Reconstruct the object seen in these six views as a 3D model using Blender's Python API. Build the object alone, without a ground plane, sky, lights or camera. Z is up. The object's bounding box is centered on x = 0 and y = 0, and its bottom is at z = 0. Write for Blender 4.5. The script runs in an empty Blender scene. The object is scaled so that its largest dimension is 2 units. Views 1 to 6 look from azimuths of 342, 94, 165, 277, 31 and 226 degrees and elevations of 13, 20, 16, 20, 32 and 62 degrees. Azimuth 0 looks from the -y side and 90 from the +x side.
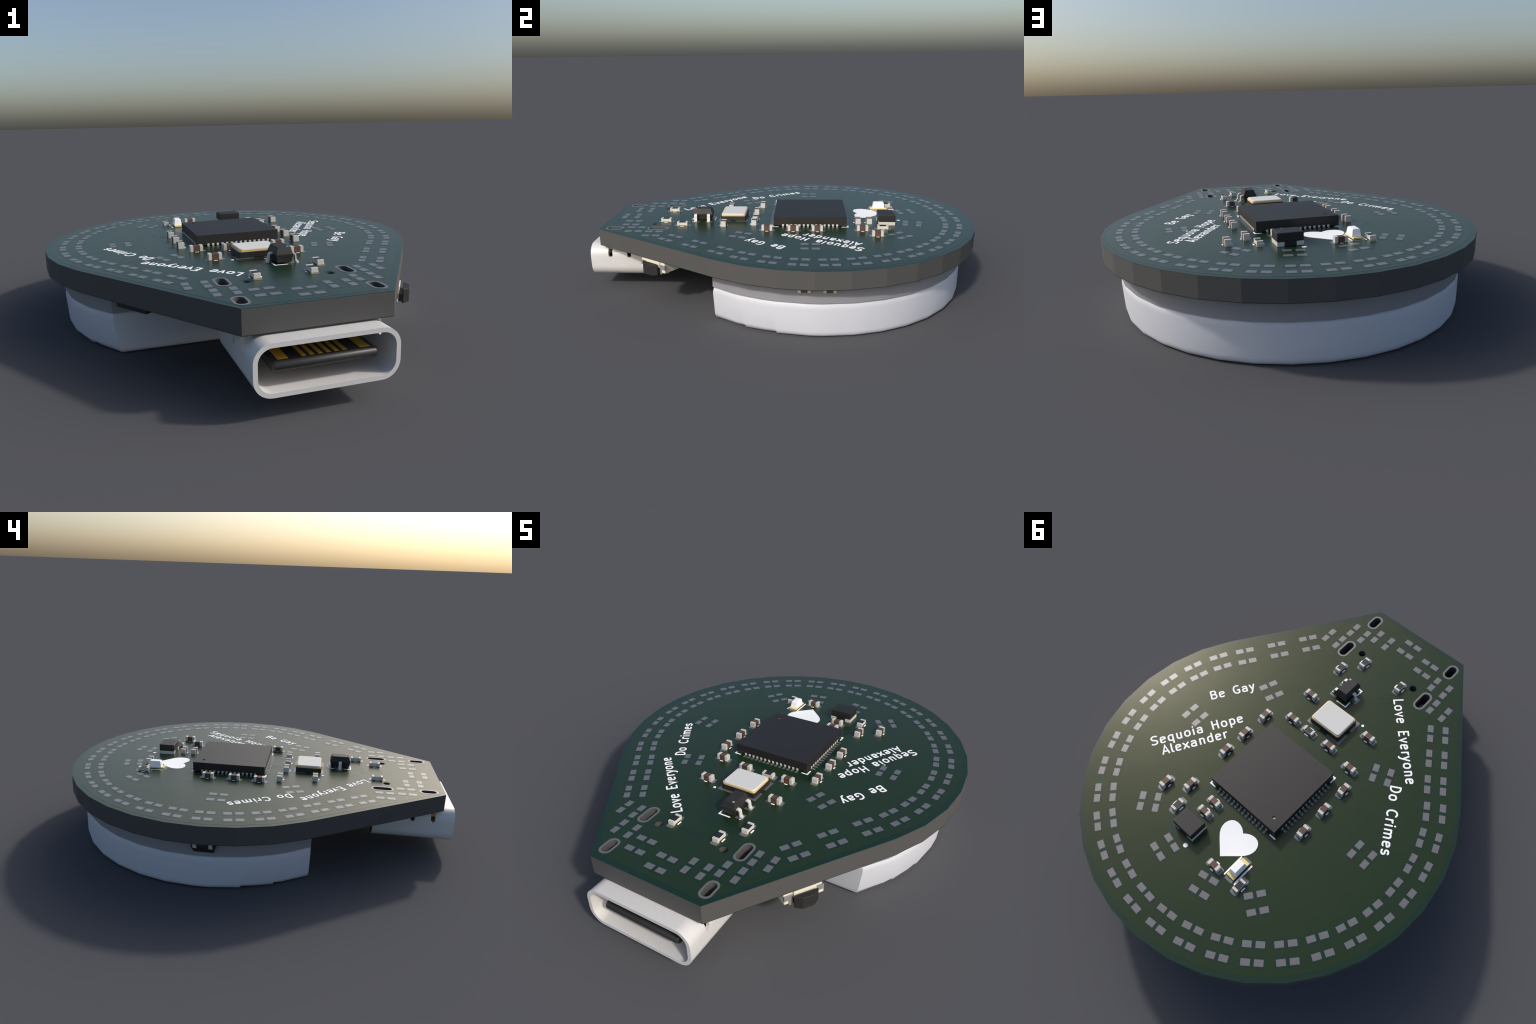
# Tear-drop shaped circuit board badge with a USB-C socket and a coin-cell holder.
# Layout is written in millimetres on the board: origin = centre of the round part,
# +y towards the round end, -y towards the socket.  mm() maps it into the scene frame.
import bpy, bmesh, math, random
from mathutils import Vector, Matrix

random.seed(7)
S = 0.0535                      # scene metres per board millimetre
CY = 0.1742                     # scene y of the round part's centre
Z_TOP, Z_BOTTOM = 0.3447, 0.2578
SC = bpy.context.scene.collection


def X(x): return x * S
def Y(y): return y * S + CY
def mm(p): return (X(p[0]), Y(p[1]))


# ------------------------------------------------------------------ materials
def material(name, color, rough=0.5, metallic=0.0, vary=0.02, scale=60.0, spec=0.5, rough_vary=0.02, bump=0.0, tint=None):
    m = bpy.data.materials.new(name)
    m.use_nodes = True
    nt = m.node_tree
    b = nt.nodes['Principled BSDF']
    b.inputs['Metallic'].default_value = metallic
    b.inputs['Specular IOR Level'].default_value = spec
    if tint:
        b.inputs['Specular Tint'].default_value = (*tint, 1)
    tc = nt.nodes.new('ShaderNodeTexCoord')
    n = nt.nodes.new('ShaderNodeTexNoise')
    n.inputs['Scale'].default_value = scale
    n.inputs['Detail'].default_value = 4
    nt.links.new(tc.outputs['Object'], n.inputs['Vector'])
    ramp = nt.nodes.new('ShaderNodeValToRGB')
    ramp.color_ramp.elements[0].position = 0.3
    ramp.color_ramp.elements[1].position = 0.7
    ramp.color_ramp.elements[0].color = [c * (1 - vary) for c in color] + [1]
    ramp.color_ramp.elements[1].color = [min(1, c * (1 + vary)) for c in color] + [1]
    nt.links.new(n.outputs['Fac'], ramp.inputs['Fac'])
    nt.links.new(ramp.outputs['Color'], b.inputs['Base Color'])
    mr = nt.nodes.new('ShaderNodeMapRange')
    mr.inputs['To Min'].default_value = max(0, rough - rough_vary)
    mr.inputs['To Max'].default_value = min(1, rough + rough_vary)
    nt.links.new(n.outputs['Fac'], mr.inputs['Value'])
    nt.links.new(mr.outputs['Result'], b.inputs['Roughness'])
    if bump:
        bp = nt.nodes.new('ShaderNodeBump')
        bp.inputs['Strength'].default_value = bump
        bp.inputs['Distance'].default_value = 0.001
        nt.links.new(n.outputs['Fac'], bp.inputs['Height'])
        nt.links.new(bp.outputs['Normal'], b.inputs['Normal'])
    return m


M_EDGE = material('board_fibreglass_edge', (0.074, 0.073, 0.071), 0.8, vary=0.02, scale=90)
M_MASK = material('solder_mask_bare', (0.0062, 0.0272, 0.0165), 0.31, tint=(1.0, 0.97, 0.84))
M_POUR = material('solder_mask_over_copper', (0.012, 0.030, 0.012), 0.305, scale=25, tint=(1.0, 0.96, 0.74))
M_PAD = material('tinned_pad', (0.215, 0.21, 0.208), 0.30, metallic=0.45)
M_SILK = material('white_print', (0.985, 0.985, 0.985), 0.7, vary=0.004)
M_CHIP = material('chip_black_epoxy', (0.0155, 0.0140, 0.0132), 0.56, vary=0.03, scale=140, spec=0.5)
M_BLACK = material('black_plastic', (0.02, 0.02, 0.02), 0.5)
M_MARK = material('moulded_mark', (0.50, 0.46, 0.38), 0.6)
M_PIN = material('tin_terminal', (0.60, 0.59, 0.54), 0.42)
M_CAP = material('brown_ceramic', (0.105, 0.052, 0.035), 0.55, vary=0.06, scale=150)
M_RES = material('cream_ceramic', (0.62, 0.59, 0.50), 0.5)
M_FILM = material('black_resistor_film', (0.016, 0.016, 0.018), 0.5)
M_LID = material('satin_metal_lid', (0.665, 0.66, 0.625), 0.75, vary=0.01, spec=0.3)
M_GOLD = material('gold_rim', (0.76, 0.53, 0.22), 0.5)
M_CONTACT = material('gold_contact', (0.50, 0.30, 0.03), 0.4)
M_LEDGOLD = material('pale_gold_substrate', (0.80, 0.62, 0.25), 0.45)
M_LENS = material('white_led_lens', (0.97, 0.97, 0.98), 0.45, vary=0.005)
M_SHELL = material('bright_metal_shell', (0.66, 0.65, 0.64), 0.42, vary=0.02)
M_HOLDER = material('white_holder_plastic', (0.612, 0.63, 0.685), 0.55, vary=0.01, scale=20)
M_HOLDER_GREY = material('grey_holder_plastic', (0.28, 0.28, 0.305), 0.6, vary=0.02, scale=20)
M_CREAM = material('cream_switch_plastic', (0.78, 0.73, 0.58), 0.5)
M_STEEL = material('switch_steel_bracket', (0.24, 0.235, 0.23), 0.45)
M_BUTTON = material('dark_grey_button', (0.026, 0.025, 0.024), 0.55, spec=0.35)
M_TONGUE = material('tongue_plastic', (0.025, 0.025, 0.025), 0.45)


# ------------------------------------------------------------------ object helpers
def add(name, mesh, mat=None, parent=None, loc=(0, 0, 0), rot=0.0):
    o = bpy.data.objects.new(name, mesh)
    SC.objects.link(o)
    o.location = loc
    o.rotation_euler = (0, 0, rot)
    if mat and not mesh.materials:
        mesh.materials.append(mat)
    if parent:
        o.parent = parent
    return o


def mesh_of(name, verts, faces, mat=None, smooth=None):
    me = bpy.data.meshes.new(name)
    me.from_pydata([tuple(v) for v in verts], [], faces)
    bm = bmesh.new(); bm.from_mesh(me)
    bmesh.ops.recalc_face_normals(bm, faces=bm.faces)
    bm.to_mesh(me); bm.free()
    if mat: me.materials.append(mat)
    if smooth is not None:
        me.polygons.foreach_set('use_smooth', [True] * len(me.polygons))
        me.set_sharp_from_angle(angle=math.radians(smooth))
    return me


def box_mesh(name, lo, hi, mat, bevel=0.0, segments=2):
    """Axis aligned block from corner lo to corner hi, edges rounded by bevel."""
    bm = bmesh.new()
    bmesh.ops.create_cube(bm, size=1)
    for v in bm.verts:
        v.co = Vector([(lo[i] + hi[i]) / 2 + v.co[i] * (hi[i] - lo[i]) for i in range(3)])
    if bevel:
        bmesh.ops.bevel(bm, geom=list(bm.edges), offset=bevel, segments=segments, affect='EDGES', profile=0.5)
    me = bpy.data.meshes.new(name)
    bm.to_mesh(me); bm.free()
    me.materials.append(mat)
    if bevel:
        me.polygons.foreach_set('use_smooth', [False] * len(me.polygons))
    return me


def plate_mesh(name, loops, z0, z1, mat, smooth=None):
    """Flat plate bounded by the first loop, pierced by the others, from z0 up to z1."""
    cu = bpy.data.curves.new(name + '_outline', 'CURVE')
    cu.dimensions = '2D'
    cu.fill_mode = 'BOTH'
    cu.extrude = (z1 - z0) / 2
    for loop in loops:
        sp = cu.splines.new('POLY')
        sp.points.add(len(loop) - 1)
        for pt, p in zip(sp.points, loop):
            pt.co = (p[0], p[1], 0, 1)
        sp.use_cyclic_u = True
    ob = bpy.data.objects.new(name + '_tmp', cu)
    SC.objects.link(ob)
    dg = bpy.context.evaluated_depsgraph_get()
    me = bpy.data.meshes.new_from_object(ob.evaluated_get(dg))
    bpy.data.objects.remove(ob)
    bpy.data.curves.remove(cu)
    me.name = name
    me.transform(Matrix.Translation((0, 0, (z0 + z1) / 2)))
    me.materials.clear()
    me.materials.append(mat)
    bm = bmesh.new(); bm.from_mesh(me)
    bmesh.ops.remove_doubles(bm, verts=bm.verts, dist=1e-6)
    bmesh.ops.recalc_face_normals(bm, faces=bm.faces)
    bm.to_mesh(me); bm.free()
    me.polygons.foreach_set('use_smooth', [smooth is not None] * len(me.polygons))
    if smooth is not None:
        me.set_sharp_from_angle(angle=math.radians(smooth))
    return me


def arc(cx, cy, r, a0, a1, n):
    """Points on an arc; angles in degrees, counter-clockwise from +x."""
    return [(cx + r * math.cos(math.radians(a0 + (a1 - a0) * i / n)),
             cy + r * math.sin(math.radians(a0 + (a1 - a0) * i / n))) for i in range(n + 1)]


def rounded_rect(cx, cy, w, h, r, n=5):
    pts = []
    for sx, sy, a in ((1, 1, 0), (-1, 1, 90), (-1, -1, 180), (1, -1, 270)):
        pts += arc(cx + sx * (w / 2 - r), cy + sy * (h / 2 - r), r, a, a + 90, n)
    return pts


def slot_loop(cx, cy, w, h, n=10):
    """Vertical stadium w wide and h long."""
    r = w / 2
    return arc(cx, cy + h / 2 - r, r, 0, 180, n) + arc(cx, cy - h / 2 + r, r, 180, 360, n)


def scaled(loop, f=S): return [(p[0] * f, p[1] * f) for p in loop]
def placed(loop): return [mm(p) for p in loop]


# ------------------------------------------------------------------ ribbons (print and trace outlines)
def ribbon(path, width, z, closed=False, z_base=None, caps=6):
    """Flat ribbon with mitred corners and round ends along a path in scene metres."""
    P = [Vector(p) for p in path]
    if closed and (P[0] - P[-1]).length < 1e-7: P = P[:-1]
    h, n = width / 2, len(P)
    left, right = [], []
    for i in range(n):
        a = P[i - 1] if (i or closed) else None
        b = P[(i + 1) % n] if (i < n - 1 or closed) else None
        d0 = (P[i] - a).normalized() if a is not None else None
        d1 = (b - P[i]).normalized() if b is not None else None
        d0, d1 = d0 or d1, d1 or d0
        t = (d0 + d1)
        t = t.normalized() if t.length > 1e-6 else d1
        nn = Vector((-t.y, t.x))
        k = h / max(0.45, abs(nn.dot(Vector((-d1.y, d1.x)))))
        left.append(P[i] + nn * k)
        right.append(P[i] - nn * k)
    V, F = [], []
    for l, r in zip(left, right): V += [(l.x, l.y, z), (r.x, r.y, z)]
    m = n if closed else n - 1
    for i in range(m):
        j = (i + 1) % n
        F.append((2 * i, 2 * i + 1, 2 * j + 1, 2 * j))
    if not closed:
        for end, d, s in ((0, P[0] - P[1], 1), (n - 1, P[-1] - P[-2], -1)):
            d = d.normalized()
            side = Vector((-d.y, d.x))
            k0 = len(V)
            for q in range(1, caps):
                a = math.pi * q / caps
                w = P[end] + d * h * math.sin(a) + side * h * math.cos(a)
                V.append((w.x, w.y, z))
            first, last = (2 * end + 1, 2 * end) if s == 1 else (2 * end, 2 * end + 1)
            F.append([first] + list(range(k0, k0 + caps - 1)) + [last])
    return V, F


def join_ribbons(name, ribbons, mat, thick=0.0006):
    V, F = [], []
    for v, f in ribbons:
        k = len(V)
        V += v
        F += [[i + k for i in q] for q in f]
    me = mesh_of(name, V, F, mat)
    bm = bmesh.new(); bm.from_mesh(me)
    for f in bm.faces:
        if f.normal.z < 0: f.normal_flip()
    rim = [e for e in bm.edges if len(e.link_faces) == 1]
    ext = bmesh.ops.extrude_edge_only(bm, edges=rim)['geom']
    for v in ext:
        if isinstance(v, bmesh.types.BMVert): v.co.z -= thick
    bm.to_mesh(me); bm.free()
    return me


# ------------------------------------------------------------------ the thing
badge = bpy.data.objects.new('circuit_board_badge', None)
SC.objects.link(badge)
badge['label'] = 'green teardrop circuit board badge with USB socket and battery holder'
badge['category'] = 'circuit board'

# ------------------------------------------------------------------ board outline
R_BOARD = 15.5
HALF_ARC, SEGMENTS = 122.9, 23
FRONT_Y, FRONT_HALF = -20.755, 4.745


def outline(inset=0.0):
    """Round end in 23 flat facets, two straight flanks, short flat front edge."""
    r = R_BOARD - inset
    pts = []
    for i in range(SEGMENTS + 1):
        a = math.radians(HALF_ARC - 2 * HALF_ARC * i / SEGMENTS)
        pts.append((r * math.sin(a), r * math.cos(a)))
    k = inset * 0.52
    return [(FRONT_HALF - k, FRONT_Y + inset)] + pts + [(-FRONT_HALF + k, FRONT_Y + inset)]


SLOTS = [(sx * 4.36, y, l) for sx in (1, -1) for y, l in ((-19.28, 1.75), (-15.06, 2.1))]
PEGS = [(sx * 2.93, -15.57) for sx in (1, -1)]
holes = [slot_loop(x, y, 0.69, l - 0.37) for x, y, l in SLOTS] + [arc(x, y, 0.325, 0, 345, 23) for x, y in PEGS]
board_loops = [outline()] + holes

Z_MASK, Z_POUR, Z_GAP, Z_PAD, Z_PRINT = [Z_TOP + d for d in (-0.0010, -0.00065, -0.0004, 0.0, 0.0003)]
board = add('board', plate_mesh('board', [placed(l) for l in board_loops], Z_BOTTOM + 0.0022, Z_MASK - 0.0012, M_EDGE), parent=badge)
add('solder_mask', plate_mesh('solder_mask', [placed(l) for l in board_loops], Z_MASK - 0.0012, Z_MASK, M_MASK), parent=board)
add('solder_mask', plate_mesh('solder_mask_under', [placed(l) for l in board_loops], Z_BOTTOM, Z_BOTTOM + 0.0022, M_MASK), parent=board)
pour_holes = [slot_loop(x, y, 0.69, l - 0.37) for x, y, l in SLOTS] + [arc(x, y, 0.47, 0, 345, 23) for x, y in PEGS]
add('copper_pour', plate_mesh('copper_pour', [placed(l) for l in [outline(0.42)] + pour_holes], Z_MASK - 0.0004, Z_POUR, M_POUR), parent=board)
for x, y, l in SLOTS:
    ring = [slot_loop(x, y, 1.02, l), slot_loop(x, y, 0.69, l - 0.37)]
    add('slot_ring', plate_mesh('slot_ring', [placed(q) for q in ring], Z_MASK - 0.0003, Z_PAD, M_PAD), parent=board)
    add('slot_ring', plate_mesh('slot_ring_under', [placed(q) for q in ring], Z_BOTTOM - 0.0012, Z_BOTTOM + 0.0004, M_PAD), parent=board)
    tube = [slot_loop(x, y, 0.71, l - 0.35), slot_loop(x, y, 0.66, l - 0.40)]
    add('slot_lining', plate_mesh('slot_lining', [placed(q) for q in tube], Z_BOTTOM + 0.0006, Z_MASK, M_EDGE), parent=board)

# ------------------------------------------------------------------ empty LED footprints: four bare pads each
PAD_L, PAD_W, PITCH, ROW = 0.69, 0.49, 0.972, 1.268
pad_mesh = plate_mesh('bare_pad', [scaled([(-PAD_L / 2, -PAD_W / 2), (PAD_L / 2, -PAD_W / 2), (PAD_L / 2, PAD_W / 2), (-PAD_L / 2, PAD_W / 2)])], -0.0007, 0, M_PAD)
gap_mesh = plate_mesh('pad_clearance', [scaled(rounded_rect(0, 0, PITCH + PAD_L + 0.29, PAD_W + 0.29, 0.1, 3))], -0.0004, 0, M_MASK)

footprints = []                 # (x, y, direction of the pad pair in degrees)
for k in range(-12, 12):        # along the round edge
    a = 2.72 + 10.37 * k
    footprints.append((13.465 * math.sin(math.radians(a)), 13.465 * math.cos(math.radians(a)), -a))
for i in range(3):              # along the straight flanks
    footprints.append((10.72 - 1.682 * i, -8.13 - 2.537 * i, 56.4))
    footprints.append((-10.07 + 1.345 * i, -9.09 - 2.035 * i, 123.4))
for x, y, d in ((6.025, -15.2, 90), (4.69, -17.22, 90), (2.485, -18.08, 90), (0, -18.845, 0),
                (-2.485, -18.085, 0), (-4.69, -17.22, 90), (-6.035, -15.19, 90)):
    footprints.append((x, y, d))
for x, y, d in ((6.29, -6.88, 69), (9.445, -0.48, 90), (6.09, 7.745, 125.8), (2.235, 9.465, 168)):
    footprints += [(x, y, d), (-x, y, 180 - d)]
for x, y, d in footprints:
    a = math.radians(d)
    u, v = Vector((math.cos(a), math.sin(a))), Vector((-math.sin(a), math.cos(a)))
    for row in (-1, 1):
        c = Vector((x, y)) + v * row * ROW / 2
        add('pad_clearance', gap_mesh, parent=board, loc=(X(c.x), Y(c.y), Z_GAP), rot=a)
        for end in (-1, 1):
            p = c + u * end * PITCH / 2
            add('bare_pad', pad_mesh, parent=board, loc=(X(p.x), Y(p.y), Z_PAD), rot=a)

# ------------------------------------------------------------------ traces and vias showing through the mask
traces = []
zt = [Z_GAP]


def line(path, w=0.13, closed=False):
    zt[0] -= 0.000002
    traces.append(ribbon([mm(p) for p in path], w * S, zt[0], closed))


def lane(a, b, half=0.27, close_a=True):
    """Outline around a wide trace from a to b: two walls and round ends."""
    a, b = Vector(a), Vector(b)
    d = (b - a).normalized()
    deg = math.degrees(math.atan2(d.y, d.x))
    tip = arc(b.x, b.y, half, deg - 90, deg + 90, 8)
    n = Vector((-d.y, d.x)) * half
    start = [tuple(a - n)]
    line(start + tip + [tuple(a + n)])


def via(x, y, r=0.29):
    line(arc(x, y, r, 0, 345, 23), 0.12, closed=True)
    line(arc(x, y, 0.05, 0, 315, 7), 0.05, closed=True)


lane((1.1, -13.0), (2.4, -13.38)); lane((-0.95, -11.9), (-2.21, -13.18)); lane((-0.95, -11.35), (-1.47, -10.36))
line([(1.1, -13.27), (0.35, -12.95), (-0.75, -12.07)]); line([(0.95, -12.72), (0.1, -12.3), (-0.45, -11.5), (-0.72, -11.2)])
for a, b in (((0.25, -15.19), (-0.77, -15.19)), ((0.76, -13.4), (-0.27, -13.41))):
    for s in (-1, 1):
        line([(a[0] - 0.24, a[1] + s * 0.15), (b[0] + 0.24, b[1] + s * 0.15)], 0.11)
    for x, y in (a, b):
        via(x, y)
for x, y in ((-3.42, -4.92), (-5.56, -3.4), (-5.64, -1.0), (-4.85, 2.34), (-5.6, 1.37), (-6.27, 2.67)):
    via(x, y)
for x, y in ((2.4, -13.38), (-2.21, -13.18), (-1.47, -10.36), (3.15, 4.48), (3.16, 5.11), (0.52, 5.42)):
    line(arc(x, y, 0.05, 0, 315, 7), 0.05, closed=True)
line([(0, -6.5), (-0.44, -6.25), (-0.4, -5.1), (-0.4, -4.2)]); line([(0.22, -5.75), (-0.18, -5.3), (-0.2, -4.2)])
line([(-0.62, -5.6), (-0.68, -4.9), (-0.68, -4.2)]); line([(-1.34, -5.64), (-0.95, -4.8), (-0.95, -4.2)])
# supply island beside the regulator coil
line([(2.34, 3.4), (2.34, 3.75), (2.31, 4.5)]); line([(1.55, 3.4), (1.55, 3.8), (1.2, 4.2)]); line([(0.84, 3.4), (0.87, 4.3), (0.47, 4.39), (0.2, 4.65)])
line([(0.86, 6.1), (0.8, 5.72), (0.59, 5.75), (0.39, 5.7), (0.12, 5.45)])
add('trace_outline', join_ribbons('trace_outline', traces, M_MASK, 0.0002), parent=board)
strip = [(3.62, 3.2), (3.78, 8.33), (2.15, 8.33), (2.15, 7.7), (3.2, 7.7), (3.2, 5.9), (3.0, 5.6), (3.36, 5.15), (3.35, 4.3), (2.55, 3.4), (2.9, 3.2)]
add('bare_mask_zone', plate_mesh('bare_mask_zone', [placed(strip)], Z_POUR - 0.0003, Z_GAP - 0.00008, M_MASK), parent=board)

# ------------------------------------------------------------------ chip component helpers
def pad_pair(spec, parent, x, y, along_y, under=False):
    dist, l, w, r = spec
    key = 'component_pad_%d_%d' % (int(l * 1000), int(w * 1000))
    me = bpy.data.meshes.get(key) or plate_mesh(key, [scaled(rounded_rect(0, 0, l, w, r, 4))], -0.0007, 0, M_PAD)
    gk = key + '_gap'
    gm = bpy.data.meshes.get(gk) or plate_mesh(gk, [scaled(rounded_rect(0, 0, l + 0.2, w + 0.2, r + 0.08, 4))], -0.0004, 0, M_MASK)
    a = math.pi / 2 if along_y else 0
    for s in (-1, 1):
        px, py = (x, y + s * dist) if along_y else (x + s * dist, y)
        if under:
            add('component_pad', me, parent=parent, loc=(X(px), Y(py), Z_BOTTOM + 0.0002), rot=a)
        else:
            add('component_pad', me, parent=parent, loc=(X(px), Y(py), Z_PAD - 0.0001), rot=a)
            add('pad_clearance', gm, parent=parent, loc=(X(px), Y(py), Z_GAP), rot=a)


print_marks = []
zp = [Z_PRINT]


def ink(path, w=0.12, closed=False):
    zp[0] -= 0.000003
    print_marks.append(ribbon([mm(p) for p in path], w * S, zp[0], closed))


def tick_pair(x, y, along_y, off, half, sides=(-1, 1)):
    for s in sides:
        if along_y: ink([(x + s * off, y - half), (x + s * off, y + half)])
        else: ink([(x - half, y + s * off), (x + half, y + s * off)])


mmb = lambda lo, hi, name, mat, bevel: box_mesh(name, [v * S for v in lo], [v * S for v in hi], mat, bevel * S)
CAP_BODY = mmb((-0.27, -0.245, 0.02), (0.27, 0.245, 0.47), 'capacitor', M_CAP, 0.015)
CAP_END = mmb((-0.125, -0.25, 0.0), (0.125, 0.25, 0.485), 'capacitor_terminal', M_PIN, 0.018)
RES_BODY = mmb((-0.46, -0.24, 0.03), (0.46, 0.24, 0.315), 'resistor', M_RES, 0.01)
RES_FILM = mmb((-0.30, -0.225, 0.30), (0.30, 0.225, 0.332), 'resistor_film', M_FILM, 0.01)
RES_END = mmb((-0.10, -0.25, 0.0), (0.10, 0.25, 0.35), 'resistor_terminal', M_RES, 0.025)
RES_TOP = mmb((-0.10, -0.252, 0.335), (0.10, 0.252, 0.358), 'resistor_terminal_top', M_PIN, 0.008)


def capacitor(x, y, along_y, sides=(-1, 1)):
    o = add('capacitor', CAP_BODY, parent=badge, loc=(X(x), Y(y), Z_PAD), rot=math.pi / 2 if along_y else 0)
    for s in (-1, 1):
        add('terminal', CAP_END, parent=o, loc=(s * 0.39 * S, 0, 0))
    pad_pair((0.48, 0.56, 0.62, 0.14), board, x, y, along_y)
    tick_pair(x, y, along_y, 0.36, 0.108, sides)


def resistor(x, y, along_y):
    o = add('resistor', RES_BODY, parent=badge, loc=(X(x), Y(y), Z_PAD), rot=math.pi / 2 if along_y else 0)
    add('film', RES_FILM, parent=o)
    for s in (-1, 1):
        add('terminal', RES_END, parent=o, loc=(s * 0.41 * S, 0, 0))
        add('terminal', RES_TOP, parent=o, loc=(s * 0.41 * S, 0, 0))
    pad_pair((0.51, 0.54, 0.64, 0.135), board, x, y, along_y)
    tick_pair(x, y, along_y, 0.38, 0.154)


for x, y in ((4.75, -4.52), (4.79, -2.04), (4.80, 0.22), (6.30, 5.66), (4.65, 4.44), (-4.90, -3.62), (-4.89, -1.22), (-4.90, 1.28)):
    capacitor(x, y, True)
for x, y in ((2.03, 4.22), (2.02, 5.31), (3.22, -8.83), (2.74, -5.90), (-1.36, -5.91), (-3.28, -8.81), (-3.98, -5.47), (-1.80, 7.90)):
    capacitor(x, y, False)
for x, y in ((4.08, 6.39), (3.26, -12.88), (1.98, -14.75), (-2.03, -14.74), (-4.29, 7.72)):
    resistor(x, y, True)
resistor(0.90, -5.92, False)

# ------------------------------------------------------------------ microcontroller: square leadless package, 14 pads a side
UX, UY = -0.02, -0.45
H = 3.5 * S
chip = add('microcontroller', box_mesh('microcontroller', (-H, -H, 0.0046), (H, H, 0.0433), M_CHIP), parent=badge, loc=(X(UX), Y(UY), Z_PAD))
dent = (-2.62 * S, 2.60 * S)
add('package_top', plate_mesh('package_top', [[(-H, -H), (H, -H), (H, H), (-H, H)],
    arc(dent[0], dent[1], 0.0078, 0, 345, 23)], 0.0433, 0.0499, M_CHIP), parent=chip)
add('pin_mark', plate_mesh('pin_mark', [arc(dent[0], dent[1], 0.0078, 0, 345, 23)], 0.0431, 0.0443, M_MARK), parent=chip)
PIN = mmb((-0.095, -0.03, 0.0), (0.095, 0.05, 0.20), 'pin', M_PIN, 0.015)
QPAD = plate_mesh('chip_pad', [scaled(rounded_rect(0, 0, 0.2, 0.88, 0.05, 3))], -0.0007, 0, M_PAD)
QGAP = plate_mesh('chip_pad_clearance', [scaled(rounded_rect(0, 0, 5.7, 1.0, 0.1, 3))], -0.0004, 0, M_MASK)
for side in range(4):
    a = side * math.pi / 2
    rot = Matrix.Rotation(a, 2)
    g = rot @ Vector((0, 3.42))
    add('pad_clearance', QGAP, parent=board, loc=(X(UX + g.x), Y(UY + g.y), Z_GAP - 0.00004), rot=a)
    for i in range(14):
        t = (i - 6.5) * 0.4
        p = rot @ Vector((t, 3.475))
        add('pin', PIN, parent=chip, loc=(p.x * S, p.y * S, 0.0008), rot=a)
        q = rot @ Vector((t, 3.44))
        add('chip_pad', QPAD, parent=board, loc=(X(UX + q.x), Y(UY + q.y), Z_PAD - 0.0001), rot=a)
k = 3.62
for sx, sy in ((1, -1), (-1, -1), (1, 1)):
    ink([(UX + sx * k, UY + sy * (k - 0.55)), (UX + sx * k, UY + sy * k), (UX + sx * (k - 0.5), UY + sy * k)], 0.13)
ink([(UX - k + 0.5, UY + k), (UX - k, UY + k)], 0.13)

# ------------------------------------------------------------------ crystal can
crystal = add('crystal', plate_mesh('crystal', [scaled(rounded_rect(0, 0, 3.15, 2.5, 0.12))], 0.0012, 0.45 * S, M_BLACK), parent=badge, loc=(X(0.03), Y(-8.08), Z_PAD))
add('gold_rim', plate_mesh('gold_rim', [scaled(rounded_rect(0, 0, 3.08, 2.42, 0.24))], 0.45 * S, 0.60 * S, M_GOLD), parent=crystal)


def loft_plate(name, levels, w, h, r, mat, smooth=40):
    """Stack of rounded rectangles (z, inset) joined into one closed block."""
    rings = []
    for z, inset in levels:
        rr = max(0.02, r - inset)
        rings.append([(x * S, y * S, z * S) for x, y in rounded_rect(0, 0, w - 2 * inset, h - 2 * inset, rr, 6)])
    n = len(rings[0])
    V = [p for ring in rings for p in ring]
    F = [(i * n + j, i * n + (j + 1) % n, (i + 1) * n + (j + 1) % n, (i + 1) * n + j) for i in range(len(rings) - 1) for j in range(n)]
    F += [list(range(n))[::-1], list(range((len(rings) - 1) * n, len(rings) * n))]
    return mesh_of(name, V, F, mat, smooth)


add('lid', loft_plate('lid', ((0.595, 0.0), (0.64, 0.0), (0.675, 0.015), (0.692, 0.045), (0.696, 0.075), (0.6962, 0.16)), 2.98, 2.32, 0.28, M_LID), parent=crystal)
XPAD = plate_mesh('crystal_pad', [scaled([(-0.7, -0.6), (0.7, -0.6), (0.7, 0.6), (-0.7, 0.6)])], -0.0007, 0, M_PAD)
for sx in (-1, 1):
    for sy in (-1, 1):
        add('component_pad', XPAD, parent=board, loc=(X(0.0 + sx * 1.1), Y(-8.1 + sy * 0.85), Z_PAD - 0.0001))


def dot(name, x, y, r, mat, z, parent):
    add(name, plate_mesh(name, [placed(arc(x, y, r, 0, 345, 23))], z - 0.0007, z, mat), parent=parent)


dot('print_dot', -2.11, -9.51, 0.125, M_SILK, Z_PRINT + 0.0001, board)
dot('print_dot', 1.13, 8.27, 0.19, M_SILK, Z_PRINT + 0.0001, board)
dot('print_dot', 2.05, -12.1, 0.06, M_SILK, Z_PRINT + 0.0001, board)

# ------------------------------------------------------------------ three-lead transistor package
def tapered_body(name, w, h, z0, zm, z1, draft, mat, bevel=0.0):
    """Moulded body: widest at zm, narrowing to z0 and z1."""
    rings = []
    for z, d in ((z0, draft * 0.6), (zm - 0.04, 0), (zm + 0.04, 0), (z1, draft)):
        rings.append([(sx * (w / 2 - d) * S, sy * (h / 2 - d) * S, z * S) for sx, sy in ((1, 1), (-1, 1), (-1, -1), (1, -1))])
    V = [p for r in rings for p in r]
    F = [(i * 4 + j, i * 4 + (j + 1) % 4, i * 4 + 4 + (j + 1) % 4, i * 4 + 4 + j) for i in range(3) for j in range(4)]
    F += [(3, 2, 1, 0), (12, 13, 14, 15)]
    return mesh_of(name, V, F, mat)


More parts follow.
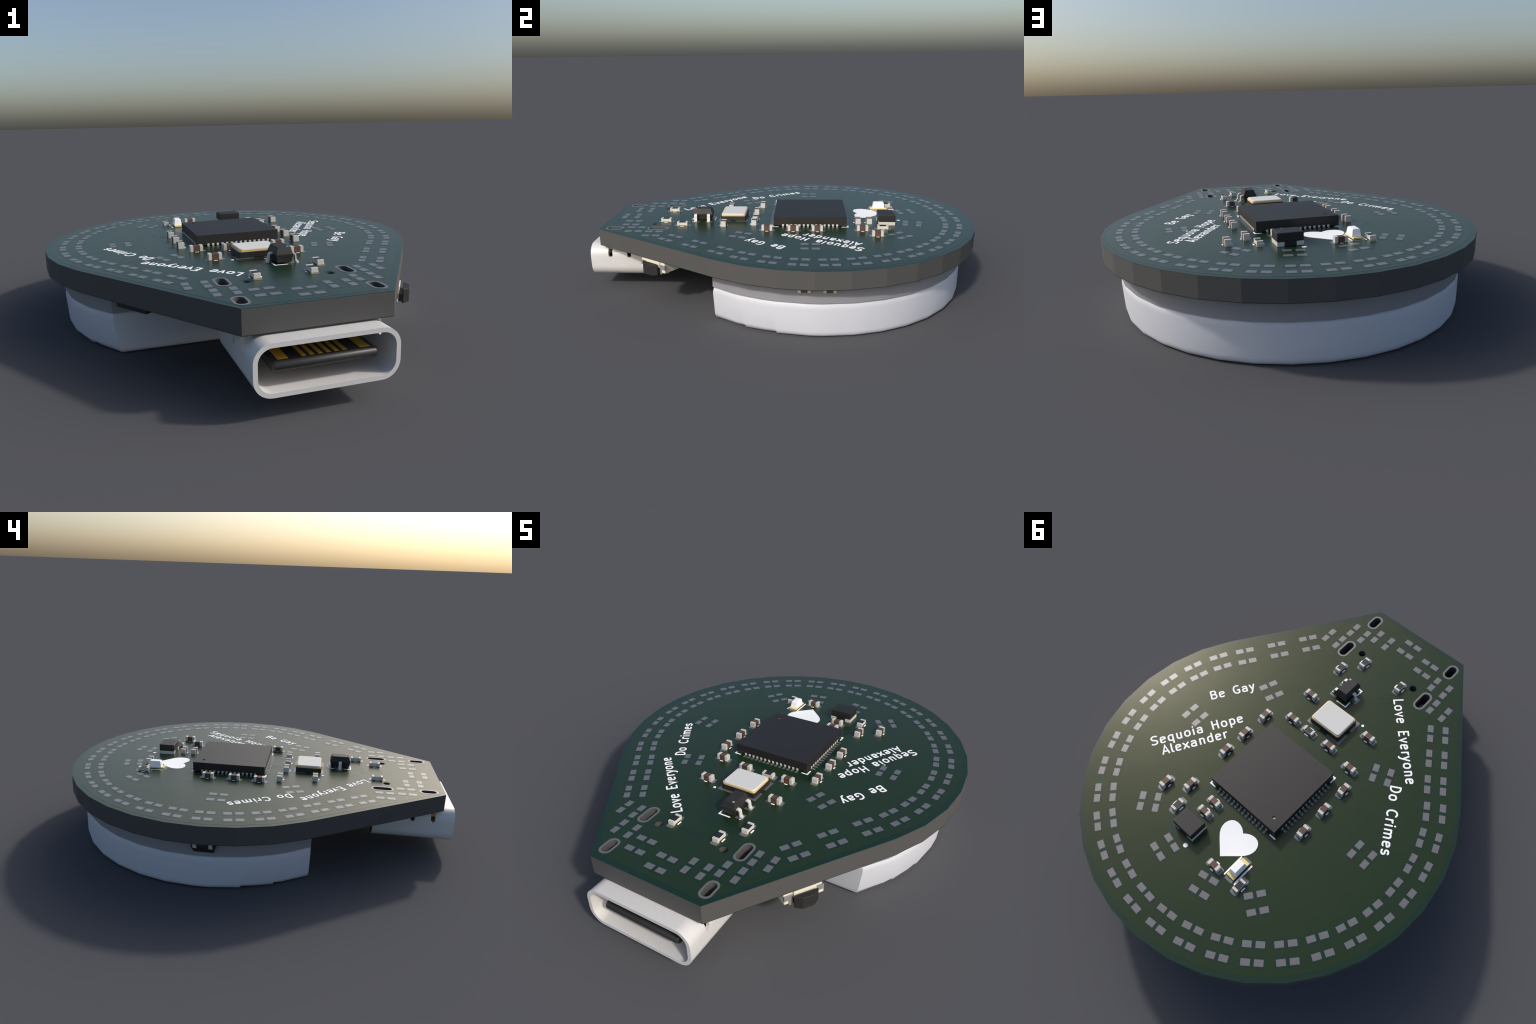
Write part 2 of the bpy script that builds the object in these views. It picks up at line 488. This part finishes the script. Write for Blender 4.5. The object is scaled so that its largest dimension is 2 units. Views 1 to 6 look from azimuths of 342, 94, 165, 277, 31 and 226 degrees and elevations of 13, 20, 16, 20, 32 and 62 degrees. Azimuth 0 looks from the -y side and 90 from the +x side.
def gull_lead(name, width, top, reach, mat):
    """Lead leaving the body at height top, bending down to a foot; runs along +x."""
    path = [(-0.12, top), (0.18, top), (0.26, top - 0.05), (0.29, top - 0.14), (0.325, 0.13), (0.36, 0.07), (0.42, 0.05), (reach, 0.05)]
    th = 0.055
    V, F = [], []
    n = len(path)
    for i, (x, z) in enumerate(path):
        a = Vector(path[max(0, i - 1)]); b = Vector(path[min(n - 1, i + 1)])
        d = (b - a).normalized(); nn = Vector((-d.y, d.x)) * th
        for s in (1, -1):
            for w in (-1, 1):
                V.append(((x + s * nn.x) * S, w * width / 2 * S, max(0.0, z + s * nn.y) * S))
    for i in range(n - 1):
        a, b = 4 * i, 4 * i + 4
        F += [(a, a + 1, b + 1, b), (a + 2, b + 2, b + 3, a + 3), (a, b, b + 2, a + 2), (a + 1, a + 3, b + 3, b + 1)]
    F += [(0, 2, 3, 1), (4 * n - 4, 4 * n - 3, 4 * n - 1, 4 * n - 2)]
    return mesh_of(name, V, F, mat, 50)


SOT_BODY = tapered_body('transistor', 1.26, 2.0, 0.10, 0.66, 1.19, 0.18, M_BUTTON)
SOT_LEAD = gull_lead('lead', 0.30, 0.66, 0.52, M_PIN)


def transistor(x, y, flip=False):
    o = add('transistor', SOT_BODY, parent=badge, loc=(X(x), Y(y), Z_BOTTOM if flip else Z_PAD))
    for lx, ly, a in ((0.60, 0.65, 0), (0.60, -0.65, 0), (-0.60, 0, math.pi)):
        add('lead', SOT_LEAD, parent=o, loc=(lx * S, ly * S, 0), rot=a)
    if flip:
        o.rotation_euler = (0, math.pi, 0)
    return o


sot = transistor(1.04, -11.18)
add('pin_mark', plate_mesh('transistor_mark', [scaled(arc(0.31, -0.64, 0.09, 0, 345, 23))], 1.18 * S, 1.198 * S, M_MARK), parent=sot)
SOTPAD = plate_mesh('transistor_pad', [scaled([(-0.33, -0.33), (0.33, -0.33), (0.33, 0.33), (-0.33, 0.33)])], -0.0007, 0, M_PAD)
for x, y in ((1.90, -11.77), (1.90, -10.47), (0.10, -11.12)):
    add('component_pad', SOTPAD, parent=board, loc=(X(x), Y(y), Z_PAD - 0.0001))
ink([(1.20, -9.99), (0.26, -9.99), (0.26, -10.60)], 0.13)
ink([(1.20, -12.26), (0.26, -12.26), (0.26, -11.64)], 0.13)

# ------------------------------------------------------------------ regulator coil
coil = add('inductor', mmb((-1.02, -0.78, 0.33), (1.02, 0.78, 1.02), 'inductor', M_CHIP, 0.05), parent=badge, loc=(X(1.98), Y(6.93), Z_PAD))
add('core', mmb((-0.98, -0.76, 0.0), (0.98, 0.76, 0.35), 'core', M_CHIP, 0.01), parent=coil)
COIL_END = mmb((-0.28, -0.785, 0.0), (0.28, 0.785, 0.335), 'inductor_terminal', M_PIN, 0.015)
for s in (-1, 1):
    add('terminal', COIL_END, parent=coil, loc=(s * 0.745 * S, 0, 0))

# ------------------------------------------------------------------ status LED
led = add('status_led', mmb((-0.37, -0.88, 0.03), (0.37, 0.88, 0.17), 'status_led', M_LEDGOLD, 0.01), parent=badge, loc=(X(-3.29), Y(6.84), Z_PAD))
lens_v = [(sx * w * S, sy * l * S, z * S) for z, w, l in ((0.17, 0.37, 0.60), (0.70, 0.29, 0.53), (0.76, 0.25, 0.48)) for sx, sy in ((1, 1), (-1, 1), (-1, -1), (1, -1))]
lens_f = [(i * 4 + j, i * 4 + (j + 1) % 4, i * 4 + 4 + (j + 1) % 4, i * 4 + 4 + j) for i in range(2) for j in range(4)] + [(3, 2, 1, 0), (8, 9, 10, 11)]
add('lens', mesh_of('lens', lens_v, lens_f, M_LENS), parent=led)
LPAD = plate_mesh('led_pad', [scaled(rounded_rect(0, 0, 0.74, 0.72, 0.08))], -0.0007, 0, M_PAD)
for s in (-1, 1):
    add('component_pad', LPAD, parent=board, loc=(X(-3.31), Y(6.87 + s * 0.78), Z_PAD - 0.0001))
ink([(-2.77, 5.98), (-2.77, 7.80)], 0.13)
ink([(-3.87, 5.98), (-3.87, 7.74)], 0.13)

# ------------------------------------------------------------------ printed heart
half = [(0.0, 7.06), (0.38, 6.70), (0.75, 6.36), (1.08, 6.06), (1.39, 5.74), (1.58, 5.45), (1.68, 5.15), (1.70, 4.86), (1.63, 4.58),
        (1.48, 4.34), (1.25, 4.18), (0.98, 4.12), (0.70, 4.14), (0.42, 4.23), (0.18, 4.37), (0.0, 4.53)]
heart = [(-1.5 + x, y) for x, y in half] + [(-1.5 - x, y) for x, y in half[-2:0:-1]]
add('printed_heart', plate_mesh('printed_heart', [placed(heart)], Z_POUR, Z_PRINT + 0.0002, M_SILK), parent=board)
add('print_mark', join_ribbons('print_mark', print_marks, M_SILK), parent=board)

# ------------------------------------------------------------------ stroke lettering
GLYPHS = {}
def glyph(ch, advance, *strokes): GLYPHS[ch] = (advance, strokes)


glyph('A', 18, [(4, 6), (14, 6)], [(2, 0), (9, 21), (16, 0)])
glyph('B', 21, [(5, 11), (12, 11), (15, 10), (16, 9), (17, 7), (17, 4), (16, 2), (15, 1), (13, 0), (5, 0)], [(5, 0), (5, 21)],
      [(5, 21), (12, 21), (14, 20), (15, 19), (16, 17), (16, 15), (15, 13), (14, 12), (12, 11)])
glyph('C', 21, [(17, 2), (16, 1), (13, 0), (11, 0), (8, 1), (6, 3), (5, 5), (4, 9), (4, 12), (5, 16), (6, 18), (8, 20), (11, 21), (13, 21), (16, 20), (17, 19)])
glyph('D', 21, [(5, 0), (5, 21), (10, 21), (13, 20), (15, 18), (16, 16), (17, 12), (17, 9), (16, 5), (15, 3), (13, 1), (10, 0), (5, 0)])
glyph('E', 19, [(5, 11), (12, 11)], [(15, 0), (5, 0), (5, 21), (15, 21)])
glyph('G', 21, [(16, 20), (14, 21), (11, 21), (8, 20), (6, 18), (5, 16), (4, 12), (4, 9), (5, 5), (6, 3), (8, 1), (11, 0), (13, 0), (16, 1), (17, 2), (17, 9), (13, 9)])
glyph('H', 22, [(5, 0), (5, 21)], [(5, 11), (17, 11)], [(17, 0), (17, 21)])
glyph('L', 17, [(15, 0), (5, 0), (5, 21)])
glyph('S', 20, [(4, 1), (7, 0), (12, 0), (14, 1), (15, 2), (16, 4), (16, 6), (15, 8), (14, 9), (12, 10), (8, 11), (6, 12), (5, 13), (4, 15), (4, 17), (5, 19), (6, 20), (8, 21), (13, 21), (16, 20)])
bowl_left = [(14, 1), (12, 0), (8, 0), (6, 1), (5, 2), (4, 4), (4, 10), (5, 12), (6, 13), (8, 14), (12, 14), (14, 13)]
arch = [(5, 12), (6, 13), (8, 14), (11, 14), (13, 13), (14, 11), (14, 0)]
glyph('a', 19, [(14, 0), (14, 11), (13, 13), (11, 14), (7, 14), (5, 13)], [(14, 1), (12, 0), (7, 0), (5, 1), (4, 3), (4, 5), (5, 7), (7, 8), (12, 8), (14, 9)])
glyph('d', 19, [(14, 0), (14, 21)], bowl_left)
glyph('e', 18, [(13, 1), (11, 0), (7, 0), (5, 1), (4, 3), (4, 11), (5, 13), (7, 14), (11, 14), (13, 13), (14, 11), (14, 9)], [(14, 9), (4, 7)])
glyph('i', 10, [(5, 0), (5, 14)], [(5, 20), (5, 20.6)])
glyph('l', 11, [(8, 0), (6, 1), (5, 3), (5, 21)])
glyph('m', 28, [(5, 0), (5, 14)], arch, [(14, 11), (15, 13), (17, 14), (20, 14), (22, 13), (23, 11), (23, 0)])
glyph('n', 19, [(5, 14), (5, 0)], arch)
glyph('o', 19, [(8, 0), (6, 1), (5, 2), (4, 4), (4, 10), (5, 12), (6, 13), (8, 14), (11, 14), (13, 13), (14, 12), (15, 10), (15, 4), (14, 2), (13, 1), (11, 0), (8, 0)])
glyph('p', 19, [(5, 14), (5, -7)], [(19 - x, y) for x, y in bowl_left])
glyph('q', 19, [(14, 14), (14, -7)], bowl_left)
glyph('r', 13, [(5, 0), (5, 14)], [(5, 10), (6, 12), (7, 13), (9, 14), (11, 14)])
glyph('s', 17, [(4, 1), (6, 0), (10, 0), (12, 1), (13, 3), (13, 4), (12, 6), (10, 7), (7, 7), (5, 8), (4, 10), (4, 11), (5, 13), (7, 14), (10, 14), (12, 13)])
glyph('u', 19, [(14, 14), (14, 0)], [(5, 14), (5, 3), (6, 1), (8, 0), (11, 0), (13, 1), (14, 2)])
glyph('v', 16, [(3, 14), (8, 0), (13, 14)])
glyph('x', 17, [(3, 0), (14, 14)], [(3, 14), (14, 0)])
glyph('y', 16, [(3, 14), (8, 0)], [(13, 14), (8, 0), (6, -5), (5, -7), (3, -8), (2, -8)])


def lettering(text, start, degrees, size=0.8, stroke=0.145):
    """Print text along a line on the board; start is where the first letter's ink begins."""
    a = math.radians(degrees)
    u, v = Vector((math.cos(a), math.sin(a))), Vector((-math.sin(a), math.cos(a)))
    unit = size / 21
    pen = -min(p[0] for s in GLYPHS[text[0]][1] for p in s) + stroke / 2 / unit
    rise = stroke / 2
    ribbons = []

    def flush():
        if ribbons:
            add('printed_word', join_ribbons('printed_word', ribbons, M_SILK), parent=board)
            ribbons.clear()

    for ch in text:
        if ch == ' ':
            flush(); pen += 16; continue
        advance, strokes = GLYPHS[ch]
        for s in strokes:
            zp[0] -= 0.000002
            pts = [Vector(start) + u * (pen + x) * unit + v * (y * unit + rise) for x, y in s]
            ribbons.append(ribbon([mm(p) for p in pts], stroke * S, zp[0], closed=(s[0] == s[-1])))
        pen += advance
    flush()


zp[0] = Z_PRINT
lettering('Be Gay', (9.53, -2.55), -121.5)
lettering('Sequoia Hope', (9.86, 4.19), -120.2)
lettering('Alexander', (8.52, 4.15), -120.2)
lettering('Love Everyone', (-2.35, -13.42), 135.0)
lettering('Do Crimes', (-7.39, -6.61), 120.5)

# ------------------------------------------------------------------ USB-C socket under the front edge
SX, SZ0, SZ1, SY0, SY1 = 0.2426, 0.0788, 0.2514, -1.0, -0.602
shell_w, shell_h, shell_r, wall = 2 * SX, SZ1 - SZ0, 0.062, 0.0152
zc = (SZ0 + SZ1) / 2


def socket_loop(inset, n=8): return rounded_rect(0, 0, shell_w - 2 * inset, shell_h - 2 * inset, shell_r - inset, n)


def along_socket(me, y0):
    """Turn a plate built in x-y, thick in z, so it runs along +y from y0 at socket height."""
    me.transform(Matrix.Translation((0, y0, zc)) @ Matrix.Rotation(math.radians(90), 4, 'X') @ Matrix.Scale(-1, 4, (0, 0, 1)))
    me.flip_normals()
    return me


shell_mesh = along_socket(plate_mesh('usb_socket', [socket_loop(0), socket_loop(wall)], 0, SY1 - SY0, M_SHELL), SY0)
socket = add('usb_socket', shell_mesh, parent=badge)
cutters = bpy.data.meshes.new('cutters')
bm = bmesh.new()
for sx in (-1, 1):
    for ya, yb in ((-0.906, -0.884), (-0.806, -0.785)):
        loop = slot_loop((ya + yb) / 2, 0.2235, yb - ya, 0.077, 6)
        x0 = sx * SX - 0.03
        near = [bm.verts.new((x0, p[0], p[1])) for p in loop]
        far = [bm.verts.new((x0 + 0.06, p[0], p[1])) for p in loop]
        bm.faces.new(near[::-1]); bm.faces.new(far)
        for k in range(len(loop)):
            q = (k + 1) % len(loop)
            bm.faces.new((near[k], near[q], far[q], far[k]))
bmesh.ops.recalc_face_normals(bm, faces=bm.faces)
bm.to_mesh(cutters); bm.free()
cut = bpy.data.objects.new('cutters', cutters)
SC.objects.link(cut)
mod = socket.modifiers.new('slots', 'BOOLEAN')
mod.operation = 'DIFFERENCE'; mod.object = cut; mod.solver = 'EXACT'
dg = bpy.context.evaluated_depsgraph_get()
done = bpy.data.meshes.new_from_object(socket.evaluated_get(dg))
socket.modifiers.clear()
socket.data = done
done.name = 'usb_socket'
bpy.data.objects.remove(cut)
done.polygons.foreach_set('use_smooth', [True] * len(done.polygons))
done.set_sharp_from_angle(angle=math.radians(35))
add('back_plate', along_socket(plate_mesh('back_plate', [socket_loop(0.004)], 0, 0.006, M_TONGUE), SY1 - 0.004), parent=socket)
add('housing', along_socket(plate_mesh('housing', [socket_loop(wall + 0.0005)], 0, 0.12, M_TONGUE), -0.735), parent=socket)
# tongue: flat bar with a half-round nose
TW, TH = 0.175, 0.0165
nose = [(-0.70, -TH), (-0.70, TH)] + [(-0.968 - 0.017 * math.sin(math.radians(a)), TH * math.cos(math.radians(a))) for a in range(0, 181, 15)]
tv, tf = [], []
xs = [(-TW, 0.45), (-TW + 0.003, 0.8), (-TW + 0.009, 1.0), (TW - 0.009, 1.0), (TW - 0.003, 0.8), (TW, 0.45)]
for x, f in xs:
    for y, z in nose:
        yy = y if y > -0.8 else -0.968 + (y + 0.968) * f
        tv.append((x, yy, zc + z * (0.55 + 0.45 * f)))
n = len(nose)
for i in range(len(xs) - 1):
    for j in range(n):
        tf.append((i * n + j, i * n + (j + 1) % n, (i + 1) * n + (j + 1) % n, (i + 1) * n + j))
tf += [list(range(n)), list(range((len(xs) - 1) * n, len(xs) * n))[::-1]]
add('tongue', mesh_of('tongue', tv, tf, M_TONGUE, 40), parent=socket)
for x, w in [(s * 0.1365, 0.034) for s in (-1, 1)] + [((i - 2.5) * 0.0272, 0.0148) for i in range(6)]:
    for s in (-1, 1):
        z = zc + s * TH
        add('contact', box_mesh('contact', (x - w / 2, -0.962, z - 0.0012), (x + w / 2, -0.72, z + 0.0012), M_CONTACT), parent=socket)
LEG = {}
for x, y, l in SLOTS:
    hl = (l - 0.42) / 2 * S * 0.62
    add('solder_leg', box_mesh('solder_leg', (X(x) - 0.0085, Y(y) - hl, 0.215), (X(x) + 0.0085, Y(y) + hl, 0.27), M_SHELL, 0.003), parent=socket)

# ------------------------------------------------------------------ coin-cell holder: D-shaped block under the round end
FLAT_Y = -0.2975
STEP_A, STEP_B = 104.8, 116.6
side_angles = [5.2 + 10.45 * i for i in range(9)] + [94.0, STEP_A - 0.01, STEP_A + 0.5, 109.5, STEP_B - 0.01, STEP_B + 0.5, 120.5]


def holder_ring(radius, flat, z, jog=0.0, lid=False):
    """D-shaped ring; jog draws the lower edge in along the two short facets next to the corners."""
    HY = 0.182 if lid else 0.193 - 0.012 * min(1, z / 0.16)      # round wall leans a little to the front
    def r_at(a):
        if a <= STEP_A: return radius
        if a <= STEP_B: return radius - jog * (1 - (a - STEP_A) / (STEP_B - STEP_A))
        return radius - jog * (1 - (a - STEP_B) / (126 - STEP_B))
    pts = []
    for a in side_angles:
        q = math.radians(a)
        pts.append((r_at(a) * math.sin(q), HY + r_at(a) * math.cos(q)))
    corner = (math.sqrt(radius ** 2 - (HY - flat) ** 2) - 0.002, flat)
    right = pts + [corner]
    front = [(corner[0] * t, flat) for t in (0.6, 0.2, -0.2, -0.6)]
    left = [(-x, y) for x, y in right]
    return [(x, y, z) for x, y in right + front + left[::-1]]


def holder_block(name, levels, mat, smooth):
    rings = [holder_ring(*l) for l in levels]
    n = len(rings[0])
    V = [p for r in rings for p in r]
    F = [(i * n + j, i * n + (j + 1) % n, (i + 1) * n + (j + 1) % n, (i + 1) * n + j) for i in range(len(rings) - 1) for j in range(n)]
    F += [list(range(n))[::-1], list(range((len(rings) - 1) * n, len(rings) * n))]
    return mesh_of(name, V, F, mat, smooth)


holder = add('battery_holder', holder_block('battery_holder', (
    (0.730, FLAT_Y + 0.016, 0.0, 0.012), (0.739, FLAT_Y + 0.008, 0.0025, 0.012), (0.747, FLAT_Y + 0.003, 0.009, 0.011), (0.752, FLAT_Y, 0.019, 0.004),
    (0.754, FLAT_Y - 0.001, 0.03), (0.761, FLAT_Y - 0.004, 0.138), (0.760, FLAT_Y - 0.003, 0.150), (0.756, FLAT_Y, 0.160), (0.750, FLAT_Y + 0.004, 0.167), (0.740, FLAT_Y + 0.012, 0.170)),
    M_HOLDER, 42), parent=badge)
add('holder_base', holder_block('holder_base', ((0.762, FLAT_Y - 0.004, 0.1695, 0.0, True), (0.762, FLAT_Y - 0.004, Z_BOTTOM + 0.0004, 0.0, True)), M_HOLDER_GREY, 42), parent=holder)

# ------------------------------------------------------------------ parts on the underside, by the edge
def under_capacitor(x, y):
    o = add('capacitor', CAP_BODY, parent=badge, loc=(x, y, Z_BOTTOM))
    o.rotation_euler = (math.pi, 0, math.pi / 2)
    for s in (-1, 1):
        add('terminal', CAP_END, parent=o, loc=(s * 0.39 * S, 0, 0))


for y in (0.1215, 0.230):
    under_capacitor(0.778, y)
transistor(-0.746 / S, (0.156 - CY) / S, flip=True)

# side push switch and driver chip sit square to the straight flanks
t_dir = Vector((0.562, 0.827)); n_dir = Vector((0.827, -0.562)); corner = Vector((0.254, -0.936))


def flank_frame(side):
    """Local axes: x along the flank away from the socket, y outwards (mirrored on the other side), z up."""
    m = Matrix(((t_dir.x, n_dir.x, 0, corner.x), (t_dir.y, n_dir.y, 0, corner.y), (0, 0, 1, 0), (0, 0, 0, 1)))
    return (Matrix.Scale(-1, 4, (1, 0, 0)) @ m) if side < 0 else m


F_R = flank_frame(1)


def flank_box(name, lo, hi, mat, parent, bevel=0.001, frame=F_R):
    me = box_mesh(name, lo, hi, mat, bevel)
    me.transform(frame)
    if frame.determinant() < 0: me.flip_normals()
    return add(name, me, parent=parent)


switch = flank_box('push_switch', (0.313, -0.112, 0.203), (0.474, -0.008, Z_BOTTOM - 0.0005), M_CREAM, badge)
flank_box('switch_front', (0.352, -0.01, 0.2285), (0.446, 0.001, Z_BOTTOM - 0.0008), M_CREAM, switch)
for a, b, c, d in ((0.313, 0.349, 0.333, 0.349), (0.447, 0.480, 0.447, 0.456)):
    flank_box('bracket', (a, -0.012, 0.221), (b, -0.001, 0.243), M_STEEL, switch)
    flank_box('bracket', (c, -0.011, 0.196), (d, -0.0015, 0.224), M_STEEL, switch)
for a, b in ((0.314, 0.332), (0.457, 0.479)):
    flank_box('bracket_pad', (a, -0.012, 0.206), (b, -0.0025, 0.2215), M_CREAM, switch)
bt = [(0.346, 0.013), (0.346, 0.017), (0.371, 0.036), (0.421, 0.036), (0.446, 0.017), (0.446, 0.013)]
bv, bf = [], []
for z, k in ((0.1945, 0.002), (0.1965, 0.0), (0.2475, 0.0), (0.2495, 0.001)):
    bv += [(0.396 + (x - 0.396) * (1 - k * 4), y - (k if y > 0.01 else 0), z) for x, y in bt]
for i in range(3):
    bf += [(i * 6 + j, i * 6 + (j + 1) % 6, i * 6 + 6 + (j + 1) % 6, i * 6 + 6 + j) for j in range(6)]
bf += [(5, 4, 3, 2, 1, 0), (18, 19, 20, 21, 22, 23)]
btn = mesh_of('button', bv, bf, M_BUTTON)
btn.transform(F_R)
add('button', btn, parent=switch)
flank_box('button_stem', (0.352, -0.01, 0.199), (0.440, 0.0135, 0.228), M_BLACK, switch)

driver = flank_box('driver_chip', (0.506, -0.16, 0.208), (0.670, -0.073, Z_BOTTOM - 0.0005), M_BLACK, badge, frame=flank_frame(-1))

bpy.context.view_layer.update()
